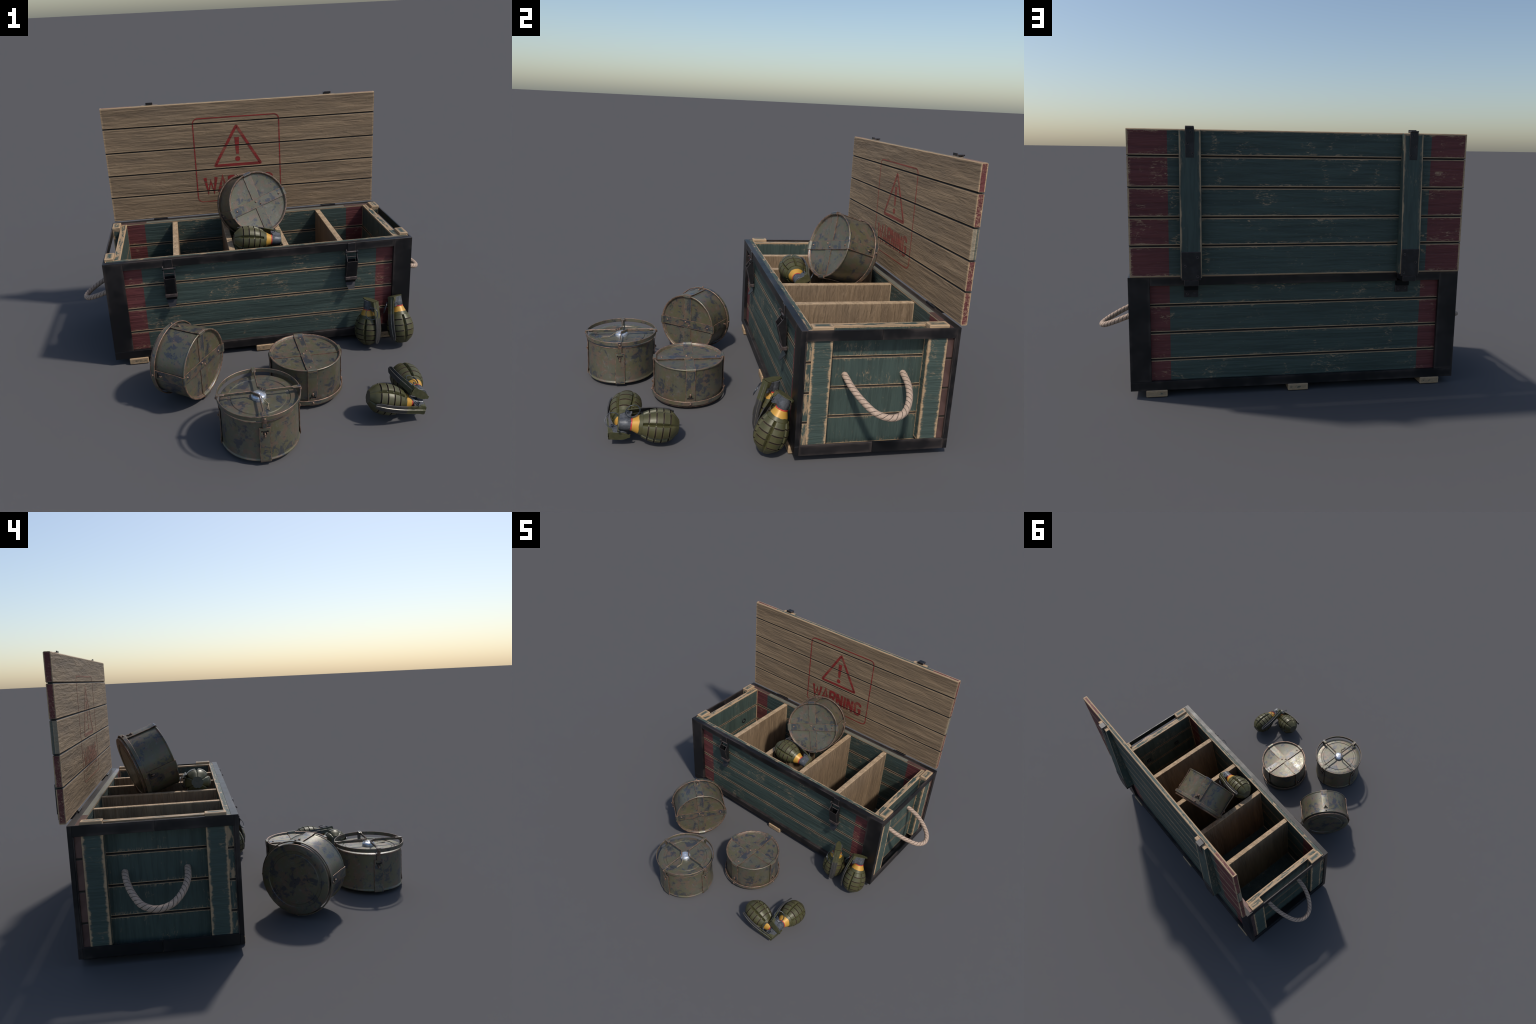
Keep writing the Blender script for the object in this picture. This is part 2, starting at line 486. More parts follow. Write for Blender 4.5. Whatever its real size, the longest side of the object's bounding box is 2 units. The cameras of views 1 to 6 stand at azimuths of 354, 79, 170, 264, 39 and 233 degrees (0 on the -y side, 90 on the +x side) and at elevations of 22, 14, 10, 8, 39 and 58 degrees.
def sweep_strip(bm, path, width, thick, up_hint, m=0):
    """flat bar of given width/thickness swept along a planar polyline.
    width runs along up_hint, thickness along the in-plane normal"""
    w = Vector(up_hint).normalized()
    P = [Vector(p) for p in path]
    rings = []
    for i, p in enumerate(P):
        d0 = (P[i] - P[i - 1]).normalized() if i else (P[1] - P[0]).normalized()
        d1 = (P[i + 1] - P[i]).normalized() if i < len(P) - 1 else d0
        n0, n1 = d0.cross(w).normalized(), d1.cross(w).normalized()
        nn = (n0 + n1).normalized()
        k = 1.0 / max(0.35, nn.dot(n0))
        ww = width[i] if isinstance(width, (list, tuple)) else width
        a, b = w * ww / 2, nn * (thick / 2) * k
        rings.append([bm.verts.new(p + a + b), bm.verts.new(p - a + b), bm.verts.new(p - a - b), bm.verts.new(p + a - b)])
    for r0, r1 in zip(rings, rings[1:]):
        for i in range(4):
            bm.faces.new((r0[i], r0[(i + 1) % 4], r1[(i + 1) % 4], r1[i])).material_index = m
    bm.faces.new(rings[0]).material_index = m
    bm.faces.new(rings[-1][::-1]).material_index = m


def tube(bm, path, r, seg=8, m=0, closed=False):
    P = [Vector(p) for p in path]
    n = len(P)
    rings = []
    ref = None
    for i in range(n):
        d = (P[(i + 1) % n] - P[i - 1]) if (closed or 0 < i < n - 1) else (P[1] - P[0] if i == 0 else P[-1] - P[-2])
        d.normalize()
        if ref is None:
            ref = d.orthogonal().normalized()
        ref = (ref - d * ref.dot(d)).normalized()
        s = d.cross(ref)
        rr = r[i] if isinstance(r, (list, tuple)) else r
        rings.append([bm.verts.new(P[i] + (ref * math.cos(2 * math.pi * k / seg) + s * math.sin(2 * math.pi * k / seg)) * rr) for k in range(seg)])
    last = n if closed else n - 1
    for i in range(last):
        a, b = rings[i], rings[(i + 1) % n]
        for k in range(seg):
            bm.faces.new((a[k], a[(k + 1) % seg], b[(k + 1) % seg], b[k])).material_index = m
    if not closed:
        bm.faces.new(rings[0]).material_index = m
        bm.faces.new(rings[-1]).material_index = m


def knob(bm, centre, axis, r, h, m=0, seg=8):
    """domed rivet head pointing along axis"""
    ax = Vector(axis).normalized()
    rot = Vector((0, 0, 1)).rotation_difference(ax).to_matrix()
    rows = [(1.0, 0.0), (0.92, 0.45), (0.6, 0.85)]
    rings = [[bm.verts.new(Vector(centre) + rot @ Vector((r * a * math.cos(2 * math.pi * i / seg), r * a * math.sin(2 * math.pi * i / seg), h * b))) for i in range(seg)] for a, b in rows]
    top = bm.verts.new(Vector(centre) + ax * h)
    for a, b in zip(rings, rings[1:]):
        for i in range(seg):
            bm.faces.new((a[i], a[(i + 1) % seg], b[(i + 1) % seg], b[i])).material_index = m
    for i in range(seg):
        bm.faces.new((rings[-1][i], rings[-1][(i + 1) % seg], top)).material_index = m


# ------------------------------------------------------------------ crate --
crate = thing("wooden_ammunition_crate", "open green and red wooden crate with black steel frame", "wooden crate", loc=(0, 0.432, 0))
C = Vector((0, 0.432, 0))


def cb(name, parent, lo, hi, mats, **kw):
    """block given in world coordinates, parented somewhere under the crate"""
    base = Vector((0, 0, 0))
    p = parent
    while p is not None:
        base += p.location
        p = p.parent
    return block(name, parent, [a - b for a, b in zip(lo, base)], [a - b for a, b in zip(hi, base)], mats, **kw)


def board_mesh(name, hx, hy, hz, ch, axis="x"):
    """plank with chamfered long edges, profile in the thickness/height plane, gently wavy faces"""
    bm = bmesh.new()
    prof = [(-hy, -hz + ch), (-hy + ch, -hz), (hy - ch, -hz), (hy, -hz + ch), (hy, hz - ch), (hy - ch, hz), (-hy + ch, hz), (-hy, hz - ch)]
    if axis == "x":
        extrude_poly(bm, prof, 0, -hx, hx)
    else:
        extrude_poly(bm, prof, 1, -hx, hx)
    return to_mesh(bm, name)


WALL_Z = [0.048, 0.183, 0.318, 0.4545, 0.593]


def long_wall(name, y0, y1):
    yc = (y0 + y1) / 2
    core = cb(name, crate, (-0.80, yc - 0.008, 0.052), (0.80, yc + 0.008, 0.588), ["gap"], bevel=0)
    for i in range(4):
        z0, z1 = WALL_Z[i] + 0.0008, WALL_Z[i + 1] - (0.0008 if i < 3 else 0)
        h = (0.813, (y1 - y0) / 2, (z1 - z0) / 2)
        me = board_mesh("wall_board", h[0], h[1], h[2], 0.0032)
        obj("wall_board", me, core, ["board"], loc=Vector((0, yc, (z0 + z1) / 2)) - core.location - C, half=h,
            free_top=1.0 if i == 3 else 0.0, free_bottom=0.0)
    return core


front_wall = long_wall("front_wall", 0.107, 0.141)
back_wall = long_wall("back_wall", 0.723, 0.757)

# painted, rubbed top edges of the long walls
cb("top_rail", front_wall, (-0.8135, 0.1065, 0.5915), (0.8135, 0.1415, 0.5945), ["rail"], bevel=0.001)
cb("top_rail", back_wall, (-0.62, 0.7225, 0.5915), (0.62, 0.7575, 0.5945), ["sage"], bevel=0.001)
for s in (-1, 1):
    a, b = sorted((s * 0.6205, s * 0.8135))
    cb("top_rail_tip", back_wall, (a, 0.7225, 0.5915), (b, 0.7575, 0.5945), ["endgrain"], bevel=0.001)
    # board ends of the long walls
    for wall, y0, y1, mt in ((front_wall, 0.1075, 0.1405, "board_tip"), (back_wall, 0.7235, 0.7565, "endgrain")):
        for i in range(4):
            a, b = sorted((s * 0.8125, s * 0.8150))
            cb("board_end", wall, (a, y0, WALL_Z[i] + 0.005), (b, y1, WALL_Z[i + 1] - 0.005), [mt], bevel=0.0008)

# end walls: four planks with the grain upright, two battens each
for s in (-1, 1):
    xi, xo = 0.737, 0.770
    xc = s * (xi + xo) / 2
    core = cb("end_wall", crate, (xc - 0.008, 0.143, 0.052), (xc + 0.008, 0.721, 0.586), ["gap"], bevel=0)
    for i in range(4):
        z0, z1 = WALL_Z[i] + 0.0008, WALL_Z[i + 1] - (0.0008 if i < 3 else 0.0015)
        h = (0.2905, 0.0165, (z1 - z0) / 2)
        me = board_mesh("end_board", h[0], h[1], h[2], 0.0032, axis="y")
        obj("end_board", me, core, ["end_board"], loc=Vector((xc, 0.432, (z0 + z1) / 2)) - core.location - C,
            half=(0.0165, 0.2905, h[2]), free_top=1.0 if i == 3 else 0.0)
    a, b = sorted((s * (xi - 0.0005), s * (xo + 0.0005)))
    cb("end_rail", core, (a, 0.142, 0.5905), (b, 0.722, 0.5935), ["rail_end"], bevel=0.001)
    for yb in (0.137, 0.639):
        a, b = sorted((s * 0.7705, s * 0.8165))
        cb("batten", core, (a, yb, 0.070), (b, yb + 0.087, 0.5925), ["batten"], bevel=0.002)
        a, b = sorted((s * 0.7700, s * 0.8172))
        cb("batten_top", core, (a, yb - 0.001, 0.5925), (b, yb + 0.088, 0.6075), ["cap"], bevel=0.0025)

# floor, dividers and skids
cb("floor", crate, (-0.737, 0.141, 0.044), (0.737, 0.723, 0.060), ["end_board"], bevel=0.001, free_top=1.0, free_bottom=1.0)
for x in (-0.446, -0.1465, 0.1465, 0.446):
    cb("divider", crate, (x - 0.0155, 0.1415, 0.060), (x + 0.0155, 0.7225, 0.5855), ["divider"], bevel=0.0022, seg=2)
for x in (-0.70, 0.0, 0.70):
    cb("skid", crate, (x - 0.051, 0.080, 0.0), (x + 0.051, 0.781, 0.034), ["skid"], bevel=0.003)

# steel frame: front and back plates, corner returns, end bars
X, Y0, Y1, Z0, Z1 = 0.8245, 0.0875, 0.7765, 0.0330, 0.5946
frame = cb("steel_frame", crate, (-X, Y0, Z0), (X, 0.1065, 0.0780), ["frame"], bevel=0.001, seg=1)


def fb(lo, hi, bevel=0.0008):
    cb("frame_bar", frame, lo, hi, ["frame"], bevel=bevel, seg=1)


fb((-X, 0.7580, Z0), (X, Y1, 0.0780))
for ya, yb in ((Y0, 0.1065), (0.7580, Y1)):
    fb((-0.7235, ya, 0.5535), (0.7235, yb, Z1))
    for s in (-1, 1):
        a, b = sorted((s * 0.7240, s * X))
        fb((a, ya, 0.0785), (b, yb, Z1))
# lips of the angle iron over the wall tops
fb((-X - 0.0003, Y0 - 0.0003, 0.5930), (X + 0.0003, 0.1180, 0.5958), 0.0012)
fb((-X - 0.0003, 0.7470, 0.5930), (X + 0.0003, Y1 + 0.0003, 0.5958), 0.0012)
for s in (-1, 1):
    xa, xb = sorted((s * 0.8155, s * X))
    fb((xa, 0.1067, 0.0785), (xb, 0.1120, 0.5495), 0.0012)
    fb((xa, 0.7520, 0.0785), (xb, 0.7578, 0.5495), 0.0012)
    xa, xb = sorted((s * 0.8170, s * X))
    for za, zb in ((0.0335, 0.0820), (0.5500, 0.5953)):
        fb((xa, 0.1067, za), (xb, 0.4304, zb))
        fb((xa, 0.4314, za), (xb, 0.7578, zb))
    xa, xb = sorted((s * 0.76, s * 0.8168))
    fb((xa, 0.1070, Z0 + 0.001), (xb, 0.7575, 0.0440))

# rope handles: laid rope of three strands in a drooping loop
def rope_mesh():
    ctrl = [(-0.022, -0.130, 0.0), (0.00, -0.130, 0.0), (0.060, -0.117, -0.026), (0.125, -0.092, -0.053), (0.185, -0.052, -0.080), (0.2105, 0.006, -0.0905),
            (0.192, 0.064, -0.081), (0.138, 0.106, -0.055), (0.068, 0.128, -0.024), (0.00, 0.130, 0.0), (-0.022, 0.130, 0.0)]
    P = [Vector(c) for c in ctrl]
    pts = []
    for i in range(1, len(P) - 2):
        for k in range(14):
            t = k / 14
            p0, p1, p2, p3 = P[i - 1], P[i], P[i + 1], P[i + 2]
            pts.append(0.5 * ((2 * p1) + (p2 - p0) * t + (2 * p0 - 5 * p1 + 4 * p2 - p3) * t * t + (3 * p1 - p0 - 3 * p2 + p3) * t ** 3))
    pts.append(P[-2])
    pts.insert(0, P[0])
    pts.append(P[-1])
    # resample evenly
    fine = [pts[0]]
    acc = 0.0
    for a, b in zip(pts, pts[1:]):
        L = (b - a).length
        while acc + L >= 0.0022:
            t = (0.0022 - acc) / L
            a = a.lerp(b, t)
            L = (b - a).length
            fine.append(a.copy())
            acc = 0.0
        acc += L
    bm = bmesh.new()
    seg, R = 39, 0.0138
    ref = None
    rings = []
    s = 0.0
    for i, p in enumerate(fine):
        d = (fine[min(i + 1, len(fine) - 1)] - fine[max(i - 1, 0)]).normalized()
        if ref is None:
            ref = d.orthogonal().normalized()
        ref = (ref - d * ref.dot(d)).normalized()
        q = d.cross(ref)
        if i:
            s += (p - fine[i - 1]).length
        tw = -2 * math.pi * s / 0.068
        ring = []
        for k in range(seg):
            a = 2 * math.pi * k / seg
            ph = (a * 3 / (2 * math.pi)) % 1.0
            u = min(ph, 1 - ph)
            rr = R * (1.0 - 0.09 * max(0.0, 1 - u / 0.11) ** 1.2 + 0.02 * math.sin(math.pi * ph))
            ring.append(bm.verts.new(p + (ref * math.cos(a + tw) + q * math.sin(a + tw)) * rr))
        rings.append(ring)
    for a, b in zip(rings, rings[1:]):
        for k in range(seg):
            f = bm.faces.new((a[k], a[(k + 1) % seg], b[(k + 1) % seg], b[k]))
            ph = ((k + 0.5) * 3 / seg) % 1.0
            f.material_index = 1 if min(ph, 1 - ph) < 0.05 else 0
            f.smooth = True
    bm.faces.new(rings[0])
    bm.faces.new(rings[-1])
    return to_mesh(bm, "rope_handle", 60)


rope = rope_mesh()
obj("rope_handle", rope, crate, ["rope", "rope_gap"], mat=Matrix.Translation((0.7765, -0.003, 0.3745)))
obj("rope_handle", rope, crate, ["rope", "rope_gap"], mat=Matrix.Translation((-0.7765, 0.006, 0.3725)) @ Matrix.Rotation(math.pi, 4, "Z"))
bm = bmesh.new()
for s in (-1, 1):
    for y in (-0.13, 0.13):
        tube(bm, [(s * 0.7345 , y + 0.016 * math.cos(t * math.pi / 8), 0.374 + 0.016 * math.sin(t * math.pi / 8)) for t in range(16)], 0.004, 6, closed=True)
obj("rope_eyelet", to_mesh(bm, "rope_eyelet", 60), crate, ["hardware"])


# front draw latches
def latch(x):
    base = Vector((x, 0.0875, 0.55))

    def yz(pts):
        return [(y - base.y, z - base.z) for y, z in pts]
    lt = cb("latch", crate, (x - 0.0205, 0.0825, 0.5500), (x + 0.0205, 0.0872, 0.5965), ["hardware", "hardware_edge"], bevel=0.0012, edge_index=1)

    def child(name, bm, mats=("hardware", "hardware_edge"), ch=0.0009):
        if ch:
            chamfer_edges(bm, ch, 1)
        me = to_mesh(bm, name)
        return obj(name, me, lt, mats, loc=base - lt.location - C, half=(0.03, 0.03, 0.1))
    bm = bmesh.new()
    side = yz([(0.0925, 0.538), (0.0830, 0.541), (0.0540, 0.503), (0.0580, 0.488), (0.0800, 0.402), (0.0870, 0.386), (0.0985, 0.386), (0.0965, 0.41)])
    for s in (-1, 1):
        a, b = sorted((s * 0.0270, s * 0.0305))
        extrude_poly(bm, side, 0, a, b)
    extrude_poly(bm, yz([(0.0540, 0.500), (0.0575, 0.4985), (0.0835, 0.402), (0.0800, 0.402)]), 0, -0.0268, 0.0268)
    extrude_poly(bm, yz([(0.0955, 0.500), (0.0985, 0.500), (0.0985, 0.402), (0.0955, 0.402)]), 0, -0.0268, 0.0268)
    child("latch_lever", bm)
    bm = bmesh.new()
    tube(bm, [(-0.0330, -0.0065, -0.0035), (0.0330, -0.0065, -0.0035)], 0.0040, 10, 1)
    for s in (-1, 1):
        tube(bm, [(s * 0.0275, -0.0065, -0.0035), (s * 0.0350, -0.0065, -0.0035)], 0.0078, 8, 0)
    tube(bm, [(-0.0265, -0.010, -0.0300), (0.0265, -0.010, -0.0300)], 0.0022, 8, 1)
    tube(bm, [(-0.0300, -0.004, 0.002), (-0.0315, -0.010, 0.012), (-0.0315, -0.016, 0.014), (-0.0315, -0.019, 0.008)], 0.003, 6, 1)
    child("latch_pin", bm, ch=0)
    bm = bmesh.new()
    extrude_poly(bm, yz([(0.0765, 0.401), (0.0765, 0.383), (0.1040, 0.383), (0.1040, 0.401)]), 0, -0.0325, 0.0325, 1)
    child("latch_band", bm, ch=0.0015)
    bm = bmesh.new()
    t = 0.003
    rows = [(0.0880, 0.384, 0.0290), (0.0985, 0.362, 0.0275), (0.0870, 0.346, 0.0225), (0.0745, 0.329, 0.0165)]
    vs = []
    for y, z, w in rows:
        y, z = y - base.y, z - base.z
        vs.append([bm.verts.new((-w, y, z)), bm.verts.new((w, y, z)), bm.verts.new((w, y + t, z)), bm.verts.new((-w, y + t, z))])
    for a, b in zip(vs, vs[1:]):
        for k in range(4):
            bm.faces.new((a[k], a[(k + 1) % 4], b[(k + 1) % 4], b[k]))
    bm.faces.new(vs[0])
    bm.faces.new(vs[-1])
    child("latch_tongue", bm, ch=0)


latch(-0.4885)
latch(0.4870)

# ---- lid --------------------------------------------------------------
LZ = [0.6015, 0.7490, 0.8820, 1.0200, 1.1625, 1.2835]
LY0, LY1 = 0.7765, 0.8055
lyc = (LY0 + LY1) / 2
lid = cb("lid", crate, (-0.805, lyc - 0.005, 0.609), (0.805, lyc + 0.005, 1.279), ["endgrain"], bevel=0)
for i in range(5):
    z0, z1 = LZ[i] + 0.0012, LZ[i + 1] - 0.0012
    if i == 0:
        z0 = LZ[0]
    if i == 4:
        z1 = LZ[5]
    hx = 0.812
    h = (hx, (LY1 - LY0) / 2, (z1 - z0) / 2)
    me = board_mesh("lid_board", h[0], h[1], h[2], 0.0038)
    obj("lid_board", me, lid, ["lid_board"] if i != 2 else ["lid_board_plain"], loc=Vector((0, lyc, (z0 + z1) / 2)) - lid.location - C, half=h,
        free_top=1.0 if i == 4 else 0.0, free_bottom=1.0 if i == 0 else 0.0)
cb("lid_gap_strip", lid, (-0.806, lyc - 0.0075, 0.7), (0.806, lyc + 0.0075, 1.21), ["gap"], bevel=0)
bolt_me = None


def small_bolts(parent, places, name="screw"):
    bm = bmesh.new()
    for p in places:
        tube(bm, [(p[0] + 0.0052 * math.cos(2 * math.pi * k / 12), p[1] + 0.0006, p[2] + 0.0052 * math.sin(2 * math.pi * k / 12)) for k in range(12)], 0.0012, 5, 1, closed=True)
        knob(bm, p, (0, 1, 0), 0.0036, 0.0016, 0)
    base = Vector((0, 0, 0))
    q = parent
    while q is not None:
        base += q.location
        q = q.parent
    bmesh.ops.translate(bm, verts=bm.verts, vec=-base)
    obj(name, to_mesh(bm, name, 50), parent, ["hardware", "hardware_edge"], kind="stuff")


for s in (-1, 1):
    # wedge-shaped batten on the outside of the lid
    bm = bmesh.new()
    prof = [(0.8056, 0.6045), (0.8540, 0.6045), (0.8570, 0.7200), (0.8280, 1.2815), (0.8056, 1.2815)]
    cy, cz = 0.829, 0.943
    extrude_poly(bm, [(a - cy, b - cz) for a, b in prof], 0, -0.050, 0.050)
    chamfer_edges(bm, 0.002)
    # rotated object frame is not needed: grain along z through its own material
    obj("lid_batten", to_mesh(bm, "lid_batten"), lid, ["lid_batten"], loc=Vector((s * 0.530, cy, cz)) - lid.location - C, half=(0.050, 0.0, 0.3385))
    # hinge: plate on the batten, knuckle over the frame and lower leaf on the wall
    hg = cb("hinge", lid, (s * 0.530 - 0.044, 0.8545, 0.5955), (s * 0.530 + 0.044, 0.8605, 0.7285), ["hardware", "hardware_edge"], bevel=0.0015, edge_index=1)
    cb("hinge_leaf", hg, (s * 0.530 - 0.0335, 0.7770, 0.5680), (s * 0.530 + 0.0335, 0.8600, 0.5945), ["hardware", "hardware_edge"], bevel=0.0015, edge_index=1)
    cb("lower_hinge_leaf", hg, (s * 0.530 - 0.0335, 0.7572, 0.4925), (s * 0.530 + 0.0335, 0.7620, 0.5290), ["hardware", "hardware_edge"], bevel=0.0012, edge_index=1)
    cb("hinge_shade_block", hg, (s * 0.530 - 0.0325, 0.7572, 0.5290), (s * 0.530 + 0.0325, 0.7765, 0.5660), ["hinge_shade"], bevel=0)  # added black block standing in for the shadow gap above the lower leaf
    bm = bmesh.new()
    tube(bm, [(-0.042, 0, 0), (0.042, 0, 0)], 0.0045, 10)
    obj("hinge_pin", to_mesh(bm, "hinge_pin", 50), hg, ["hardware"], loc=Vector((s * 0.530, 0.770, 0.600)) - hg.location - lid.location - C)
    xs = s * 0.530
    small_bolts(hg, [(xs - s * 0.029, 0.8606, 0.703), (xs + s * 0.028, 0.8606, 0.663), (xs - s * 0.030, 0.8606, 0.612), (xs - 0.018, 0.7621, 0.513), (xs + 0.018, 0.7621, 0.508)])
    # catch at the free edge
    xk = s * 0.5305
    ck = cb("lid_catch", lid, (xk - 0.0205, 0.8292, 1.1550), (xk + 0.0205, 0.8345, 1.2900), ["hardware", "hardware_edge"], bevel=0.0012, edge_index=1)
    cb("catch_hook", ck, (xk - 0.0200, 0.8060, 1.2865), (xk + 0.0200, 0.8400, 1.2935), ["hardware", "hardware_edge"], bevel=0.0012, edge_index=1)
    cb("catch_hook", ck, (xk - 0.0200, 0.8020, 1.2850), (xk + 0.0200, 0.8060, 1.2985), ["hardware", "hardware_edge"], bevel=0.0010, edge_index=1)
    small_bolts(ck, [(xk - s * 0.004, 0.8346, 1.270), (xk + s * 0.009, 0.8346, 1.219), (xk - s * 0.012, 0.8346, 1.176)])

# ---- stencilled warning sign on the inside of the lid -------------------
sign_parts = []


def stroke_outline(bm, pts, w, closed=True):
    """flat stroke of width w along a polyline in the x-z plane"""
    n = len(pts)
    P = [Vector((p[0], p[1])) for p in pts]
    ring = []
    for i in range(n):
        a, b, c = P[i - 1], P[i], P[(i + 1) % n]
        d0, d1 = (b - a).normalized(), (c - b).normalized()
        n0, n1 = Vector((-d0.y, d0.x)), Vector((-d1.y, d1.x))
        nn = (n0 + n1).normalized()
        k = min(2.2, 1 / max(0.3, nn.dot(n0)))
        ring.append((b + nn * w / 2 * k, b - nn * w / 2 * k))
    vs = [(bm.verts.new((p.x, 0, p.y)), bm.verts.new((q.x, 0, q.y))) for p, q in ring]
    for i in range(n):
        a, b = vs[i], vs[(i + 1) % n]
        bm.faces.new((a[0], b[0], b[1], a[1]))


def round_rect(x0, x1, z0, z1, r, k=6):
    out = []
    for cx, cz, a0 in ((x1 - r, z1 - r, 0), (x0 + r, z1 - r, 90), (x0 + r, z0 + r, 180), (x1 - r, z0 + r, 270)):
        for i in range(k + 1):
            a = math.radians(a0 + 90 * i / k)
            out.append((cx + r * math.cos(a), cz + r * math.sin(a)))
    return out


def cut_at_joints(bm):
    """drop the paint where the joints between the boards are"""
    for z in LZ[1:5]:
        for d in (-0.0036, 0.0036):
            bmesh.ops.bisect_plane(bm, geom=list(bm.verts) + list(bm.edges) + list(bm.faces), plane_co=(0, 0, z + d), plane_no=(0, 0, 1))
    dead = [f for f in bm.faces if any(abs(f.calc_center_median().z - z) < 0.0034 for z in LZ[1:5])]
    bmesh.ops.delete(bm, geom=dead, context="FACES")
    bm.faces.ensure_lookup_table()


sign_root = lid


def sign_piece(name, bm, lift):
    cut_at_joints(bm)
    r = bmesh.ops.extrude_face_region(bm, geom=list(bm.faces))
    bmesh.ops.translate(bm, verts=[v for v in r["geom"] if isinstance(v, bmesh.types.BMVert)], vec=(0, -0.0005, 0))
    bmesh.ops.translate(bm, verts=bm.verts, vec=(0, -lift, 0))
    zc = 0.94
    bmesh.ops.translate(bm, verts=bm.verts, vec=(0, 0, -zc))
    me = to_mesh(bm, name)
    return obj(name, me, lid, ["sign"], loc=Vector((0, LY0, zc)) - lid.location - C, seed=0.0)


bm = bmesh.new()
stroke_outline(bm, round_rect(-0.289, 0.226, 0.683, 1.191, 0.030), 0.0070)
sign_piece("sign_border", bm, 0.0002)
bm = bmesh.new()
tri_pts = []
for (px, pz), (qx, qz), (rx, rz) in (((-0.171, 0.9025), (-0.032, 1.137), (0.107, 0.9025)), ((-0.032, 1.137), (0.107, 0.9025), (-0.171, 0.9025)), ((0.107, 0.9025), (-0.171, 0.9025), (-0.032, 1.137))):
    b = Vector((qx, qz))
    u = (Vector((px, pz)) - b).normalized()
    v = (Vector((rx, rz)) - b).normalized()
    tri_pts += [tuple(b + u * 0.007), tuple(b + (u + v) * 0.0022), tuple(b + v * 0.007)]
stroke_outline(bm, tri_pts, 0.0165)
sign_piece("sign_triangle", bm, 0.0003)
bm = bmesh.new()
bm.faces.new([bm.verts.new((x, 0, z)) for x, z in ((-0.0465, 1.068), (-0.0180, 1.068), (-0.0240, 0.966), (-0.0405, 0.966))])
bm.faces.new([bm.verts.new((-0.0325 + 0.0155 * math.cos(2 * math.pi * k / 20), 0, 0.9375 + 0.0155 * math.sin(2 * math.pi * k / 20))) for k in range(20)])
sign_piece("sign_exclamation_mark", bm, 0.0003)

# block capitals as thick strokes on a 5-wide, 10-tall cell
GLYPH = {
    "W": [[(0, 10), (1.3, 0), (2.75, 7.5), (4.2, 0), (5.5, 10)]],
    "A": [[(0, 0), (2.0, 10), (4.0, 0)], [(0.7, 3.0), (3.3, 3.0)]],
    "R": [[(0.2, 0), (0.2, 10)], [(0.2, 9.6), (2.6, 9.6), (3.4, 8.8), (3.4, 6.2), (2.6, 5.2), (0.2, 5.2)], [(2.2, 5.2), (3.4, 0)]],
    "N": [[(0.2, 0), (0.2, 10)], [(0.2, 10), (3.4, 0)], [(3.4, 0), (3.4, 10)]],
    "I": [[(0.3, 0), (0.3, 10)]],
    "G": [[(3.5, 7.4), (3.5, 8.6), (2.6, 9.6), (1.2, 9.6), (0.3, 8.6), (0.3, 1.4), (1.2, 0.4), (2.6, 0.4), (3.5, 1.4), (3.5, 4.6), (2.1, 4.6)]],
}
ADV = {"W": 6.7, "A": 5.2, "R": 5.0, "N": 5.2, "I": 2.1, "G": 4.6}


def open_stroke(bm, pts, w):
    P = [Vector(p) for p in pts]
    n = len(P)
    row = []
    for i in range(n):
        d0 = (P[i] - P[i - 1]).normalized() if i else (P[1] - P[0]).normalized()
        d1 = (P[i + 1] - P[i]).normalized() if i < n - 1 else d0
        n0, n1 = Vector((-d0.y, d0.x)), Vector((-d1.y, d1.x))
        nn = n0 + n1
        nn = nn.normalized() if nn.length > 1e-3 else n0
        k = min(1.6, 1 / max(0.3, abs(nn.dot(n0))))
        row.append((P[i] + nn * w / 2 * k, P[i] - nn * w / 2 * k))
    vs = [(bm.verts.new((p.x, 0, p.y)), bm.verts.new((q.x, 0, q.y))) for p, q in row]
    for a, b in zip(vs, vs[1:]):
        bm.faces.new((a[0], b[0], b[1], a[1]))


word = "WARNING"
total = sum(ADV[c] for c in word) - ADV["G"] + 3.8
sx, sz = 0.412 / total, 0.0094
x = -0.240
lift = 0.0002
for c in word:
    for k, st in enumerate(GLYPH[c]):
        bm = bmesh.new()
        open_stroke(bm, [(x + p[0] * sx, 0.739 + p[1] * sz) for p in st], 0.0195)
        # keep the strokes inside the cap height
        sign_piece("sign_letter", bm, lift + 0.0001 * k)
    x += ADV[c] * sx

# ------------------------------------------------------------ land mines --
SEG = 40


def mine_body_mesh():
    bm = bmesh.new()
    prof = [(0, 0.0020), (0.121, 0.0020), (0.1235, 0.0052), (0.1375, 0.0052), (0.140, 0.0012), (0.1690, 0.0012), (0.1725, 0.0030), (0.1735, 0.0050),
            (0.1735, 0.0068), (0.1715, 0.0090), (0.1715, 0.1880), (0.1722, 0.1915), (0.1745, 0.1940), (0.1760, 0.1965), (0.1758, 0.1992), (0.1738, 0.2012),
            (0.1700, 0.2015), (0.1668, 0.1995), (0.1640, 0.1930), (0.1625, 0.1895), (0.1590, 0.1885), (0, 0.1885)]
    mats = [0] * (len(prof) - 1)
    for i in (6, 7, 8):
        mats[i] = 1
    mats[15] = 1
    mats[16] = 1
    mats[18] = 1
    lathe(bm, prof, SEG, mats=mats)
    return to_mesh(bm, "canister_body", 40)


def mine_ring_mesh(z0, z1, r0, r1):
    bm = bmesh.new()
    e = 0.0014
    prof = [(r0, z0 + e), (r0, z1 - e), (r0 + e, z1), (r1 - e, z1), (r1, z1 - e), (r1, z0 + e), (r1 - e, z0), (r0 + e, z0), (r0, z0 + e)]
    lathe(bm, prof, SEG, mats=[0, 1, 1, 1, 0, 1, 0, 1])
    bmesh.ops.remove_doubles(bm, verts=bm.verts, dist=1e-6)
    return to_mesh(bm, "pressure_ring", 40)


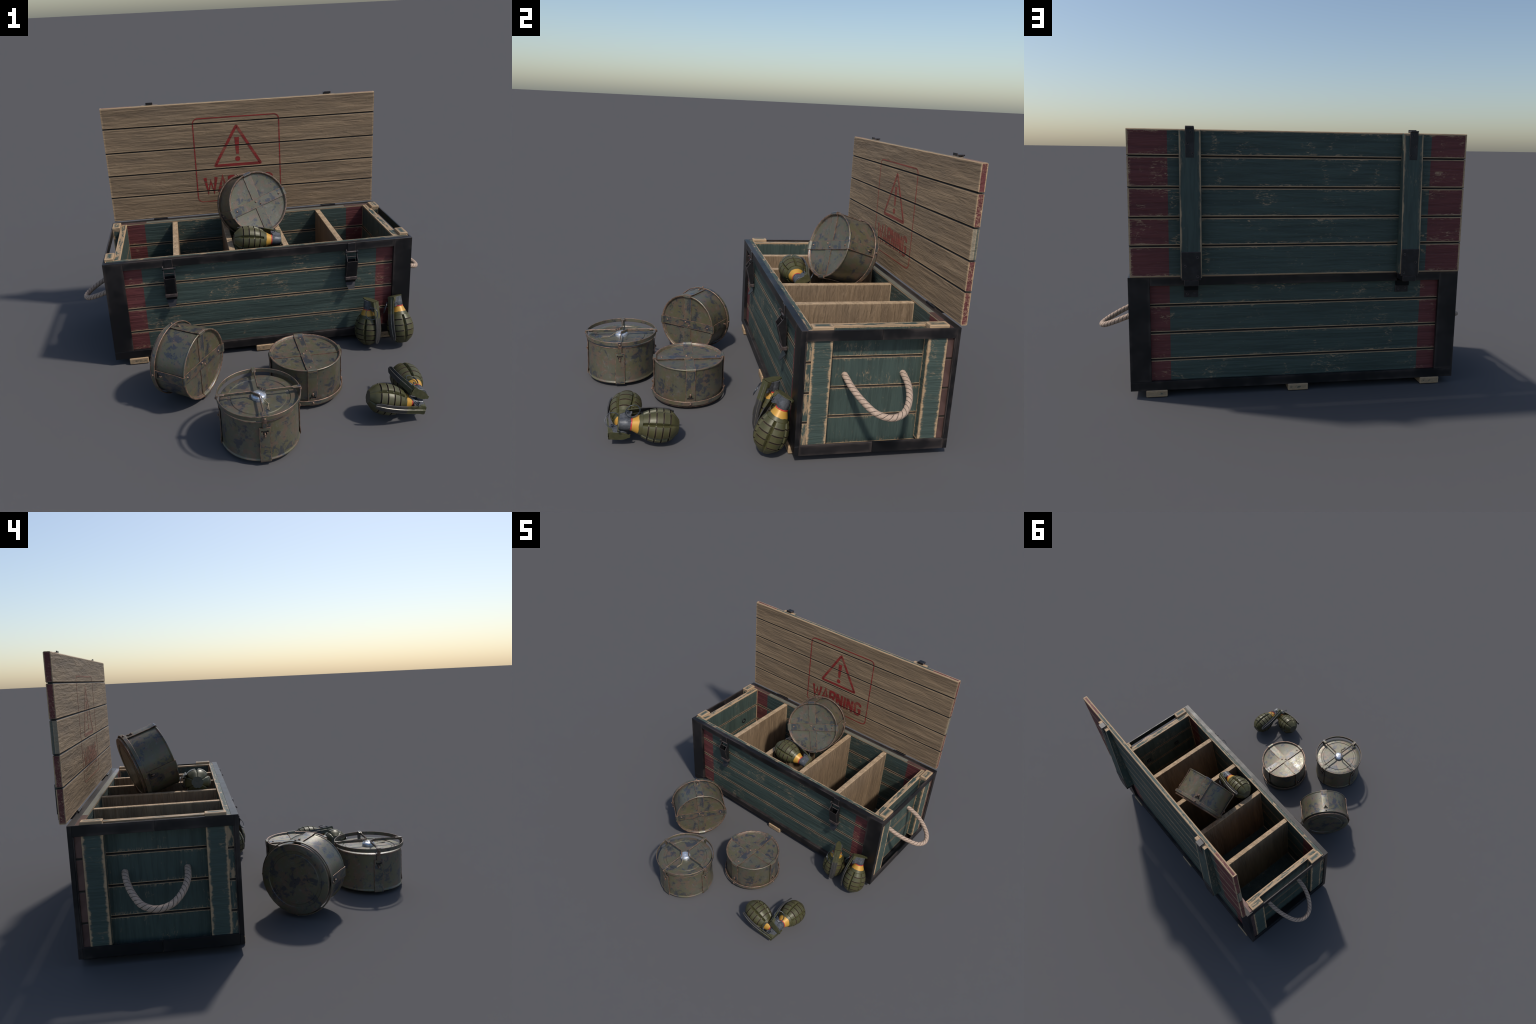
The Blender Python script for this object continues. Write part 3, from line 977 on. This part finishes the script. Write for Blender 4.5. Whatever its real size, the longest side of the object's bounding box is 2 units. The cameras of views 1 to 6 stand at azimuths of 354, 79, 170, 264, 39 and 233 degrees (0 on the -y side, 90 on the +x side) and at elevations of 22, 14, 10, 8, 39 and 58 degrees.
def cell_plate(bm, us, vs, thick, hole, place, m_face=0, m_edge=1, m_in=2):
    """plate built from a grid of cells (u across, v along); cells for which hole(u,v) is true are left out"""
    cells = {}
    for i in range(len(us) - 1):
        for j in range(len(vs) - 1):
            cells[i, j] = not hole((us[i] + us[i + 1]) / 2, (vs[j] + vs[j + 1]) / 2)
    vt = {}

    def V(i, j, k):
        if (i, j, k) not in vt:
            vt[i, j, k] = bm.verts.new(place(us[i], vs[j], thick * k))
        return vt[i, j, k]
    for (i, j), on in cells.items():
        if not on:
            continue
        outer_u = i in (0, len(us) - 2)
        outer_v = j in (0,)
        f = bm.faces.new((V(i, j, 1), V(i + 1, j, 1), V(i + 1, j + 1, 1), V(i, j + 1, 1)))
        f.material_index = m_edge if (outer_u or outer_v) else m_face
        bm.faces.new((V(i, j, 0), V(i, j + 1, 0), V(i + 1, j + 1, 0), V(i + 1, j, 0))).material_index = m_face
        for di, dj, a, b in ((-1, 0, (i, j), (i, j + 1)), (1, 0, (i + 1, j), (i + 1, j + 1)), (0, -1, (i, j), (i + 1, j)), (0, 1, (i, j + 1), (i + 1, j + 1))):
            if not cells.get((i + di, j + dj), False):
                inner = (i + di, j + dj) in cells
                bm.faces.new((V(*a, 0), V(*b, 0), V(*b, 1), V(*a, 1))).material_index = m_edge


SW = 0.0235  # half width of the straps
RS = 0.1745  # inner radius of a strap on the side


def side_strap_mesh():
    """strap hanging down the side with a T-shaped keyhole near its end"""
    bm = bmesh.new()
    us = [-SW, -SW + 0.0022, -0.0155, -0.0085, -0.0030, 0.0030, 0.0085, 0.0155, SW - 0.0022, SW]
    vs = [0.0320, 0.0342, 0.0450, 0.0555, 0.0660, 0.0750, 0.0800, 0.1200, 0.1600, 0.1950]

    def hole(u, v):
        return (0.045 < v < 0.0555 and abs(u) < 0.0155) or (0.0555 < v < 0.066 and abs(u) < 0.0085) or (0.066 < v < 0.075 and abs(u) < 0.0030)

    def place(u, v, t):
        flare = 0.0035 * max(0.0, (v - 0.178) / 0.017) ** 2
        return Vector((RS + flare + t + (math.sqrt(1 - (u / 0.19) ** 2) - 1) * 0.17, u, v))
    cell_plate(bm, us, vs, 0.0030, hole, place)
    # hooked pin in the keyhole
    tube(bm, [(RS - 0.002, 0, 0.060), (RS + 0.006, 0, 0.064), (RS + 0.0085, 0, 0.072)], [0.003, 0.0038, 0.0032], 8, 1)
    knob(bm, (RS + 0.0045, 0, 0.0735), (1, 0, 0.3), 0.0046, 0.0035, 1)
    # dark backing seen through the slot
    add_box(bm, (RS - 0.0026, -0.0165, 0.0440), (RS - 0.0010, 0.0165, 0.0762), 2)
    return to_mesh(bm, "side_strap")


def face_strap_mesh(raise_by):
    """strap across the face, bridging the rim at both ends"""
    bm = bmesh.new()
    prof = [(-0.1785, 0.1940), (-0.1790, 0.2015), (-0.1765, 0.2047), (-0.1650, 0.2047), (-0.1600, 0.1985), (-0.1575, 0.1921 + raise_by), (-0.0300, 0.1921 + raise_by)]
    path = prof + [(-a, b) for a, b in reversed(prof)]
    us = [-SW, -SW + 0.0022, SW - 0.0022, SW]
    acc = [(a, b) for a, b in path]

    rows = []
    for i, (a, b) in enumerate(acc):
        p = Vector((a, b))
        d0 = (p - Vector(acc[i - 1])).normalized() if i else (Vector(acc[1]) - p).normalized()
        d1 = (Vector(acc[i + 1]) - p).normalized() if i < len(acc) - 1 else d0
        nn = (Vector((-d0.y, d0.x)) + Vector((-d1.y, d1.x))).normalized()
        k = 1 / max(0.4, nn.dot(Vector((-d0.y, d0.x))))
        rows.append((p, p - nn * 0.003 * min(k, 1.6)))
    vt = [[[bm.verts.new((q.x, u, q.y)) for u in us] for q in r] for r in rows]
    for r0, r1 in zip(vt, vt[1:]):
        for j in range(3):
            mi = 1 if j != 1 else 0
            bm.faces.new((r0[0][j], r0[0][j + 1], r1[0][j + 1], r1[0][j])).material_index = mi
            bm.faces.new((r0[1][j], r1[1][j], r1[1][j + 1], r0[1][j + 1])).material_index = 0
        for j in (0, 3):
            bm.faces.new((r0[0][j], r1[0][j], r1[1][j], r0[1][j])).material_index = 1
    return to_mesh(bm, "face_strap")


def rivets_mesh(spots, name="rivet"):
    bm = bmesh.new()
    for c, ax, r in spots:
        knob(bm, c, ax, r, r * 0.85, 0, 10)
    return to_mesh(bm, name, 60)


def tongue_mesh(z0, z1):
    bm = bmesh.new()
    us = [-0.0090, -0.0072, 0.0072, 0.0090]
    vs = [z0, (z0 + z1) / 2, z1]

    def place(u, v, t):
        return Vector(((0.1842 - 0.0100 * max(0.0, min(1.0, (v - z0 - 0.018) / 0.03))) + t, u, v))
    cell_plate(bm, us, vs, 0.0022, lambda u, v: False, place)
    return to_mesh(bm, "latch_tongue")


BODY = mine_body_mesh()
RING = mine_ring_mesh(0.0160, 0.0370, 0.1785, 0.1842)
RING_OPEN = mine_ring_mesh(-0.0290, -0.0090, 0.1800, 0.1842)
SIDE = side_strap_mesh()
FACE_A = face_strap_mesh(0.0)
FACE_B = face_strap_mesh(0.0030)
TONGUE_OPEN = tongue_mesh(-0.0285, 0.0480)
RIV = rivets_mesh([((-0.0120, 0.0100, 0.1950), (0, 0, 1), 0.0058), ((0.0120, -0.0100, 0.1950), (0, 0, 1), 0.0058),
                   ((-0.1370, 0.002, 0.1950), (0, 0, 1), 0.0056), ((0.1370, -0.002, 0.1950), (0, 0, 1), 0.0056)])
RIMRIV = rivets_mesh([((0.1855 * math.cos(a), 0.1855 * math.sin(a), 0.0265), (math.cos(a), math.sin(a), 0), 0.0056) for a in (0, math.pi / 2, math.pi, 3 * math.pi / 2)])
RIMRIV_OPEN = rivets_mesh([((0.1858 * math.cos(a), 0.1858 * math.sin(a), -0.0185), (math.cos(a), math.sin(a), 0), 0.0062) for a in (0, math.pi / 2, math.pi, 3 * math.pi / 2)])


def frame_matrix(origin, zaxis, xaxis):
    z = Vector(zaxis).normalized()
    x = Vector(xaxis)
    x = (x - z * x.dot(z)).normalized()
    y = z.cross(x)
    return Matrix((( x.x, y.x, z.x, origin[0]), (x.y, y.y, z.y, origin[1]), (x.z, y.z, z.z, origin[2]), (0, 0, 0, 1)))


def land_mine(mat, opened=False):
    lm = thing("land_mine", "worn olive tin land mine with crossed straps" if not opened else "upturned olive tin land mine with raised pressure ring", "land mine", mat=mat)
    sd = random.random() * 9
    obj("canister_body", BODY, lm, ["tin", "rust"], seed=sd)
    obj("face_strap", FACE_A, lm, ["strap", "rust"], mat=Matrix.Rotation(math.pi / 2, 4, "Z"), seed=sd + 1)
    obj("face_strap", FACE_B, lm, ["strap", "rust"], seed=sd + 2)
    obj("face_rivet", RIV, lm, ["rust"], kind="stuff")
    for k in range(4):
        r = Matrix.Rotation(k * math.pi / 2, 4, "Z")
        st = obj("side_strap", SIDE, lm, ["strap", "rust", "slot"], mat=r, seed=sd + 3 + k)
        if opened:
            obj("ring_tongue", TONGUE_OPEN, st, ["tin", "rust"], seed=sd + k)
    obj("pressure_ring", RING_OPEN if opened else RING, lm, ["tin", "rust"], seed=sd)
    obj("ring_rivet", RIMRIV_OPEN if opened else RIMRIV, lm, ["rust"], kind="stuff")
    if opened:
        # two bent arms crossing the opening, each joining neighbouring clips; local -z is up here
        for k in (1, 3):
            bm = bmesh.new()
            z = -0.0265
            q = 0.034
            w = 0.0150
            sweep_strip(bm, [(0.170, 0, z), (q, 0, z), (0, q, z), (0, 0.170, z)], w, 0.0042, (0, 0, 1))
            chamfer_edges(bm, 0.0019, 1)
            knob(bm, (q * 0.62 - 0.0012, q * 0.38 - 0.0012, z), (-1, -1, 0), 0.0045, 0.004, 1)
            knob(bm, (q * 0.38 - 0.0012, q * 0.62 - 0.0012, z), (-1, -1, 0), 0.0045, 0.004, 1)
            obj("ring_arm", to_mesh(bm, "ring_arm"), lm, ["tin", "rust"], mat=Matrix.Rotation(k * math.pi / 2, 4, "Z"))
        bm = bmesh.new()
        sweep_strip(bm, [(0.1858, 0, -0.0150), (0.1858, 0, -0.0312), (0.1560, 0, -0.0312), (0.1490, 0, -0.0290)], 0.0185, 0.0030, (0, 1, 0))
        chamfer_edges(bm, 0.0014, 1)
        n0 = len(bm.faces)
        sweep_strip(bm, [(0.1785, 0, -0.0300), (0.1785, 0, -0.0020)], 0.0170, 0.0022, (0, 1, 0))
        clip = to_mesh(bm, "ring_clip")
        for k in range(4):
            obj("ring_clip", clip, lm, ["tin", "rust"], mat=Matrix.Rotation(k * math.pi / 2, 4, "Z"))
        bm = bmesh.new()
        lathe(bm, [(0.0330, 0.0035), (0.0335, -0.0080), (0.0320, -0.0120), (0.0265, -0.0165), (0.0170, -0.0195), (0.0080, -0.0200), (0.0075, -0.0225), (0.0035, -0.0235), (0, -0.0235)], 32)
        cap = obj("fuze_cap", to_mesh(bm, "fuze_cap", 40), lm, ["chrome"])
        inv = mat.inverted()
        bm = bmesh.new()
        tube(bm, [inv @ Vector(p) for p in ((-0.1270, -0.6800, 0.2370), (-0.1210, -0.6990, 0.2350), (-0.1100, -0.7140, 0.2275), (-0.1000, -0.7270, 0.2225))], 0.0017, 6)
        knob(bm, inv @ Vector((-0.1000, -0.7280, 0.2215)), (0, 0, -1), 0.0036, 0.004)
        for d in (-0.0045, 0.0, 0.0045):
            tube(bm, [inv @ Vector(p) for p in ((-0.1000, -0.7280, 0.2220), (-0.1030 + d * 0.4, -0.7450, 0.2205), (-0.1055 + d, -0.7660 - d, 0.2195))], 0.0013, 5)
        obj("fuze_string", to_mesh(bm, "fuze_string", 60), lm, ["twine"])
    return lm


land_mine(frame_matrix((0.143, -0.318, 0.007), (0, 0, 1), (0, 1, 0)))
aC = Vector((0.811, -0.585, 0.008))
land_mine(frame_matrix(Vector((-0.351, -0.305, 0.191)) - aC.normalized() * 0.2, aC, (0.585, 0.811, 0)))
aD = Vector((0.270, -0.906, 0.325))
land_mine(frame_matrix(Vector((0.036, 0.402, 0.765)) - aD.normalized() * 0.2, aD, (0.908, 0.35, 0.23)))
land_mine(frame_matrix((-0.133, -0.665, 0.219), (0, 0, -1), (1, 0, 0)), opened=True)

# --------------------------------------------------------------- grenades --
GL, GR = 0.206, 0.072


def lerp_tab(t, tab):
    for (a, x), (b, y) in zip(tab, tab[1:]):
        if t <= b:
            return x + (y - x) * (t - a) / (b - a)
    return tab[-1][1]


RAISED = [(0, .355), (.15, .545), (.235, .665), (.2351, .725), (.352, .885), (.500, 1.0), (.648, 1.015), (.795, .935), (.885, .775), (1, .42)]
CUTS = (0.352, 0.500, 0.648, 0.795)


def grenade_body_mesh():
    """egg with six segments parted by V grooves along it and narrow cuts across it"""
    ts = [0.0, 0.05, 0.10, 0.15, 0.19, 0.234, 0.2355, 0.29]
    hw = 0.0145
    for c in CUTS:
        ts += [c - 0.05, c - hw - 0.006, c - hw, c - hw + 0.003, c + hw - 0.003, c + hw, c + hw + 0.006]
    ts += [0.846, 0.885, 0.92, 0.96, 1.0]
    per = [0.0, 0.040, 0.118, 0.122, 0.135, 0.2, 0.3, 0.4, 0.5, 0.6, 0.7, 0.8, 0.865, 0.878, 0.882, 0.960]
    angs = [(s + p) * math.pi / 3 for s in range(6) for p in per]
    bm = bmesh.new()
    grid = []
    npz = len(per)
    for t in ts:
        ring = []
        for k, a in enumerate(angs):
            p = per[k % npz]
            u = min(p, 1 - p)
            r = lerp_tab(t, RAISED) * GR
            if t >= 0.235:
                # faceted segment: a touch flatter than the circle
                r *= 1.012 - 0.045 * (abs(p - 0.5) * 2) ** 2
                fade = 1.0 if t < 0.80 else max(0.25, 1 - (t - 0.80) / 0.12)
                deep = 0.0125 * fade if t >= 0.2355 else 0
                if u < 0.12:
                    r -= deep * (1 - u / 0.12)
                for c in CUTS:
                    if abs(t - c) < hw - 0.001 and u >= 0.118:
                        r -= 0.0075
            ring.append(bm.verts.new((r * math.cos(a), r * math.sin(a), GL * (1 - t))))
        grid.append(ring)
    n = len(angs)
    for i in range(len(ts) - 1):
        tm = (ts[i] + ts[i + 1]) / 2
        for k in range(n):
            j = (k + 1) % n
            f = bm.faces.new((grid[i][k], grid[i][j], grid[i + 1][j], grid[i + 1][k]))
            p = (per[k % npz] + (per[(k + 1) % npz] if (k + 1) % npz else 1.0)) / 2
            u = min(p, 1 - p)
            if u > 0.117:
                for c in CUTS:
                    if abs(tm - c) < hw:
                        f.material_index = 1
                    elif hw < abs(tm - c) < hw + 0.006:
                        f.material_index = 2
    bm.faces.new(grid[0]).material_index = 0
    bm.faces.new(grid[-1]).material_index = 3
    return to_mesh(bm, "grenade_body", 28)


def lever_path():
    return [(0.0525, 0.2600), (0.0560, 0.2450), (0.0610, 0.2200), (0.0675, 0.1900), (0.0740, 0.1600), (0.0785, 0.1300), (0.0805, 0.1000), (0.0800, 0.0700), (0.0770, 0.0430), (0.0735, 0.0210)]


def lever_mesh():
    bm = bmesh.new()
    path = lever_path()
    W = [0.0180, 0.0182, 0.0182, 0.0180, 0.0178, 0.0176, 0.0174, 0.0170, 0.0165, 0.0085]
    T = 0.0022
    rings = []
    for (x, z), w in zip(path, W):
        rings.append([bm.verts.new(v) for v in ((x + 0.0008, -0.0050, z), (x + 0.0030, -0.0032, z), (x + 0.0030, 0.0032, z), (x + 0.0008, 0.0050, z),
                                                 (x, w, z), (x - 0.0055, w + 0.0006, z), (x - 0.0055, w - T + 0.0006, z), (x - T, w - T, z),
                                                 (x - T, -w + T, z), (x - 0.0055, -w + T - 0.0006, z), (x - 0.0055, -w - 0.0006, z), (x, -w, z))])
    n = 12
    for i, (a, b) in enumerate(zip(rings, rings[1:])):
        for k in range(n):
            f = bm.faces.new((a[k], a[(k + 1) % n], b[(k + 1) % n], b[k]))
            if k in (0, 2) and 0 < i < 8:
                f.material_index = 1
    bm.faces.new(rings[0])
    bm.faces.new(rings[-1])
    # top plate over the fuze head, tapering to a small hooked nose
    out = [(0.0545, -0.0180), (0.0545, 0.0180), (0.0100, 0.0195), (-0.0080, 0.0180), (-0.0230, 0.0130), (-0.0290, 0.0080), (-0.0345, 0.0080), (-0.0370, 0.0060),
           (-0.0370, -0.0060), (-0.0345, -0.0080), (-0.0290, -0.0080), (-0.0230, -0.0130), (-0.0080, -0.0180), (0.0100, -0.0195)]
    extrude_poly(bm, out, 2, 0.2565, 0.2600)
    add_box(bm, (-0.0385, -0.0058, 0.2515), (-0.0355, 0.0058, 0.2590))
    # cheek tabs folded down over the sides of the head
    for s in (-1, 1):
        a, b = sorted((s * 0.0192, s * 0.0212))
        extrude_poly(bm, [(0.0535, 0.2570), (0.0535, 0.2330), (0.0440, 0.2330), (0.0330, 0.2570)], 1, a, b)
    return to_mesh(bm, "safety_lever", 35)


def head_mesh():
    bm = bmesh.new()
    lathe(bm, [(0, 0.2040), (0.0262, 0.2040), (0.0270, 0.2055), (0.0270, 0.2310), (0.0262, 0.2322), (0.0262, 0.2560), (0, 0.2560)], 28)
    fs = extrude_poly(bm, [(-0.0120, -0.0215), (-0.0120, 0.0215), (0.0500, 0.0190), (0.0500, -0.0190)], 2, 0.2130, 0.2562)
    extrude_poly(bm, [(0.0200, 0.2130), (0.0500, 0.2130), (0.0515, 0.2040), (0.0440, 0.2040)], 1, -0.0188, 0.0188)
    # casting seam notch
    add_box(bm, (-0.0060, -0.0282, 0.2055), (0.0010, -0.0250, 0.2200))
    add_box(bm, (-0.0060, 0.0250, 0.2055), (0.0010, 0.0282, 0.2200))
    chamfer_edges(bm, 0.0009)
    return to_mesh(bm, "fuze_head", 35)


def band_mesh():
    bm = bmesh.new()
    lathe(bm, [(0.0230, 0.2075), (0.0276, 0.2070), (0.0284, 0.2052), (0.0284, 0.2030), (0.0274, 0.2015), (0.0230, 0.2015)], 36)
    return to_mesh(bm, "red_band", 40)


def ring_mesh(r=0.0315):
    bm = bmesh.new()
    tube(bm, [(r * math.cos(2 * math.pi * k / 36), r * math.sin(2 * math.pi * k / 36), 0) for k in range(36)], 0.0018, 8, closed=True)
    # second turn of the split ring over part of the circle
    tube(bm, [((r - 0.0005) * math.cos(a), (r - 0.0005) * math.sin(a), 0.0030) for a in [math.radians(d) for d in range(-20, 160, 9)]], 0.0016, 6)
    knob(bm, (r, 0, 0), (1, 0, 0), 0.0042, 0.003)
    return to_mesh(bm, "pull_ring", 60)


def pin_mesh():
    bm = bmesh.new()
    tube(bm, [(0.0420, -0.0300, 0.2240), (0.0420, 0.0330, 0.2240)], 0.0022, 8)
    tube(bm, [(0.0420, 0.0300, 0.2240), (0.0440, 0.0360, 0.2200), (0.0470, 0.0390, 0.2180)], 0.0016, 6)
    tube(bm, [(0.0420 + 0.0055 * math.cos(a), -0.0300 - 0.0055 * 0 , 0.2240 + 0.0055 * math.sin(a)) for a in [k * math.pi / 6 for k in range(12)]], 0.0018, 6, closed=True)
    return to_mesh(bm, "safety_pin", 60)


G_BODY, G_LEVER, G_HEAD, G_BAND, G_RING, G_PIN = grenade_body_mesh(), lever_mesh(), head_mesh(), band_mesh(), ring_mesh(), pin_mesh()


def grenade(origin, axis, lever_dir, ring_world=None, ring_local=None, roll=0.0, label="olive segmented hand grenade with yellow neck and lever"):
    mat = frame_matrix(origin, axis, lever_dir)
    g = thing("hand_grenade", label, "hand grenade", mat=mat)
    obj("grenade_body", G_BODY, g, ["gpaint", "ggroove", "gedge", "gbottom"], mat=Matrix.Rotation(roll, 4, "Z"))
    obj("red_band", G_BAND, g, ["gred"])
    obj("fuze_head", G_HEAD, g, ["ghead"])
    obj("safety_lever", G_LEVER, g, ["lever", "leverrib"])
    obj("safety_pin", G_PIN, g, ["wire"])
    if ring_world is not None:
        c, nrm = ring_world
        pivot = mat @ Vector((0.042, -0.030, 0.224))
        w = frame_matrix(c, nrm, pivot - Vector(c))
        local = mat.inverted() @ w
    else:
        local = ring_local
    obj("pull_ring", G_RING, g, ["wire"], mat=local)
    return local


rl = grenade((0.566, 0.015, 0.016), (0.037, 0.097, 0.995), (0.487, -0.871, 0.067), ring_world=((0.570, -0.037, 0.223), (-0.377, -0.804, 0.46)), roll=0.0)
grenade((0.751, -0.028, 0.026), (-0.042, 0.346, 0.937), (-0.810, -0.561, 0.171), ring_local=rl, roll=0.0)
grenade((0.605, -0.387, 0.075), (0.047, -0.989, 0.138), (-0.856, 0.031, 0.516), ring_world=((0.592, -0.582, 0.151), (0.433, -0.203, 0.878)), roll=0.0)
grenade((0.374, -0.611, 0.112), (0.970, -0.078, -0.232), (-0.074, -0.997, 0.027), ring_world=((0.571, -0.670, 0.102), (0.766, 0.101, 0.634)), roll=0.0)
grenade((-0.127, 0.236, 0.623), (0.991, 0.017, -0.133), (0.053, 0.862, 0.504), ring_local=rl, roll=0.0)
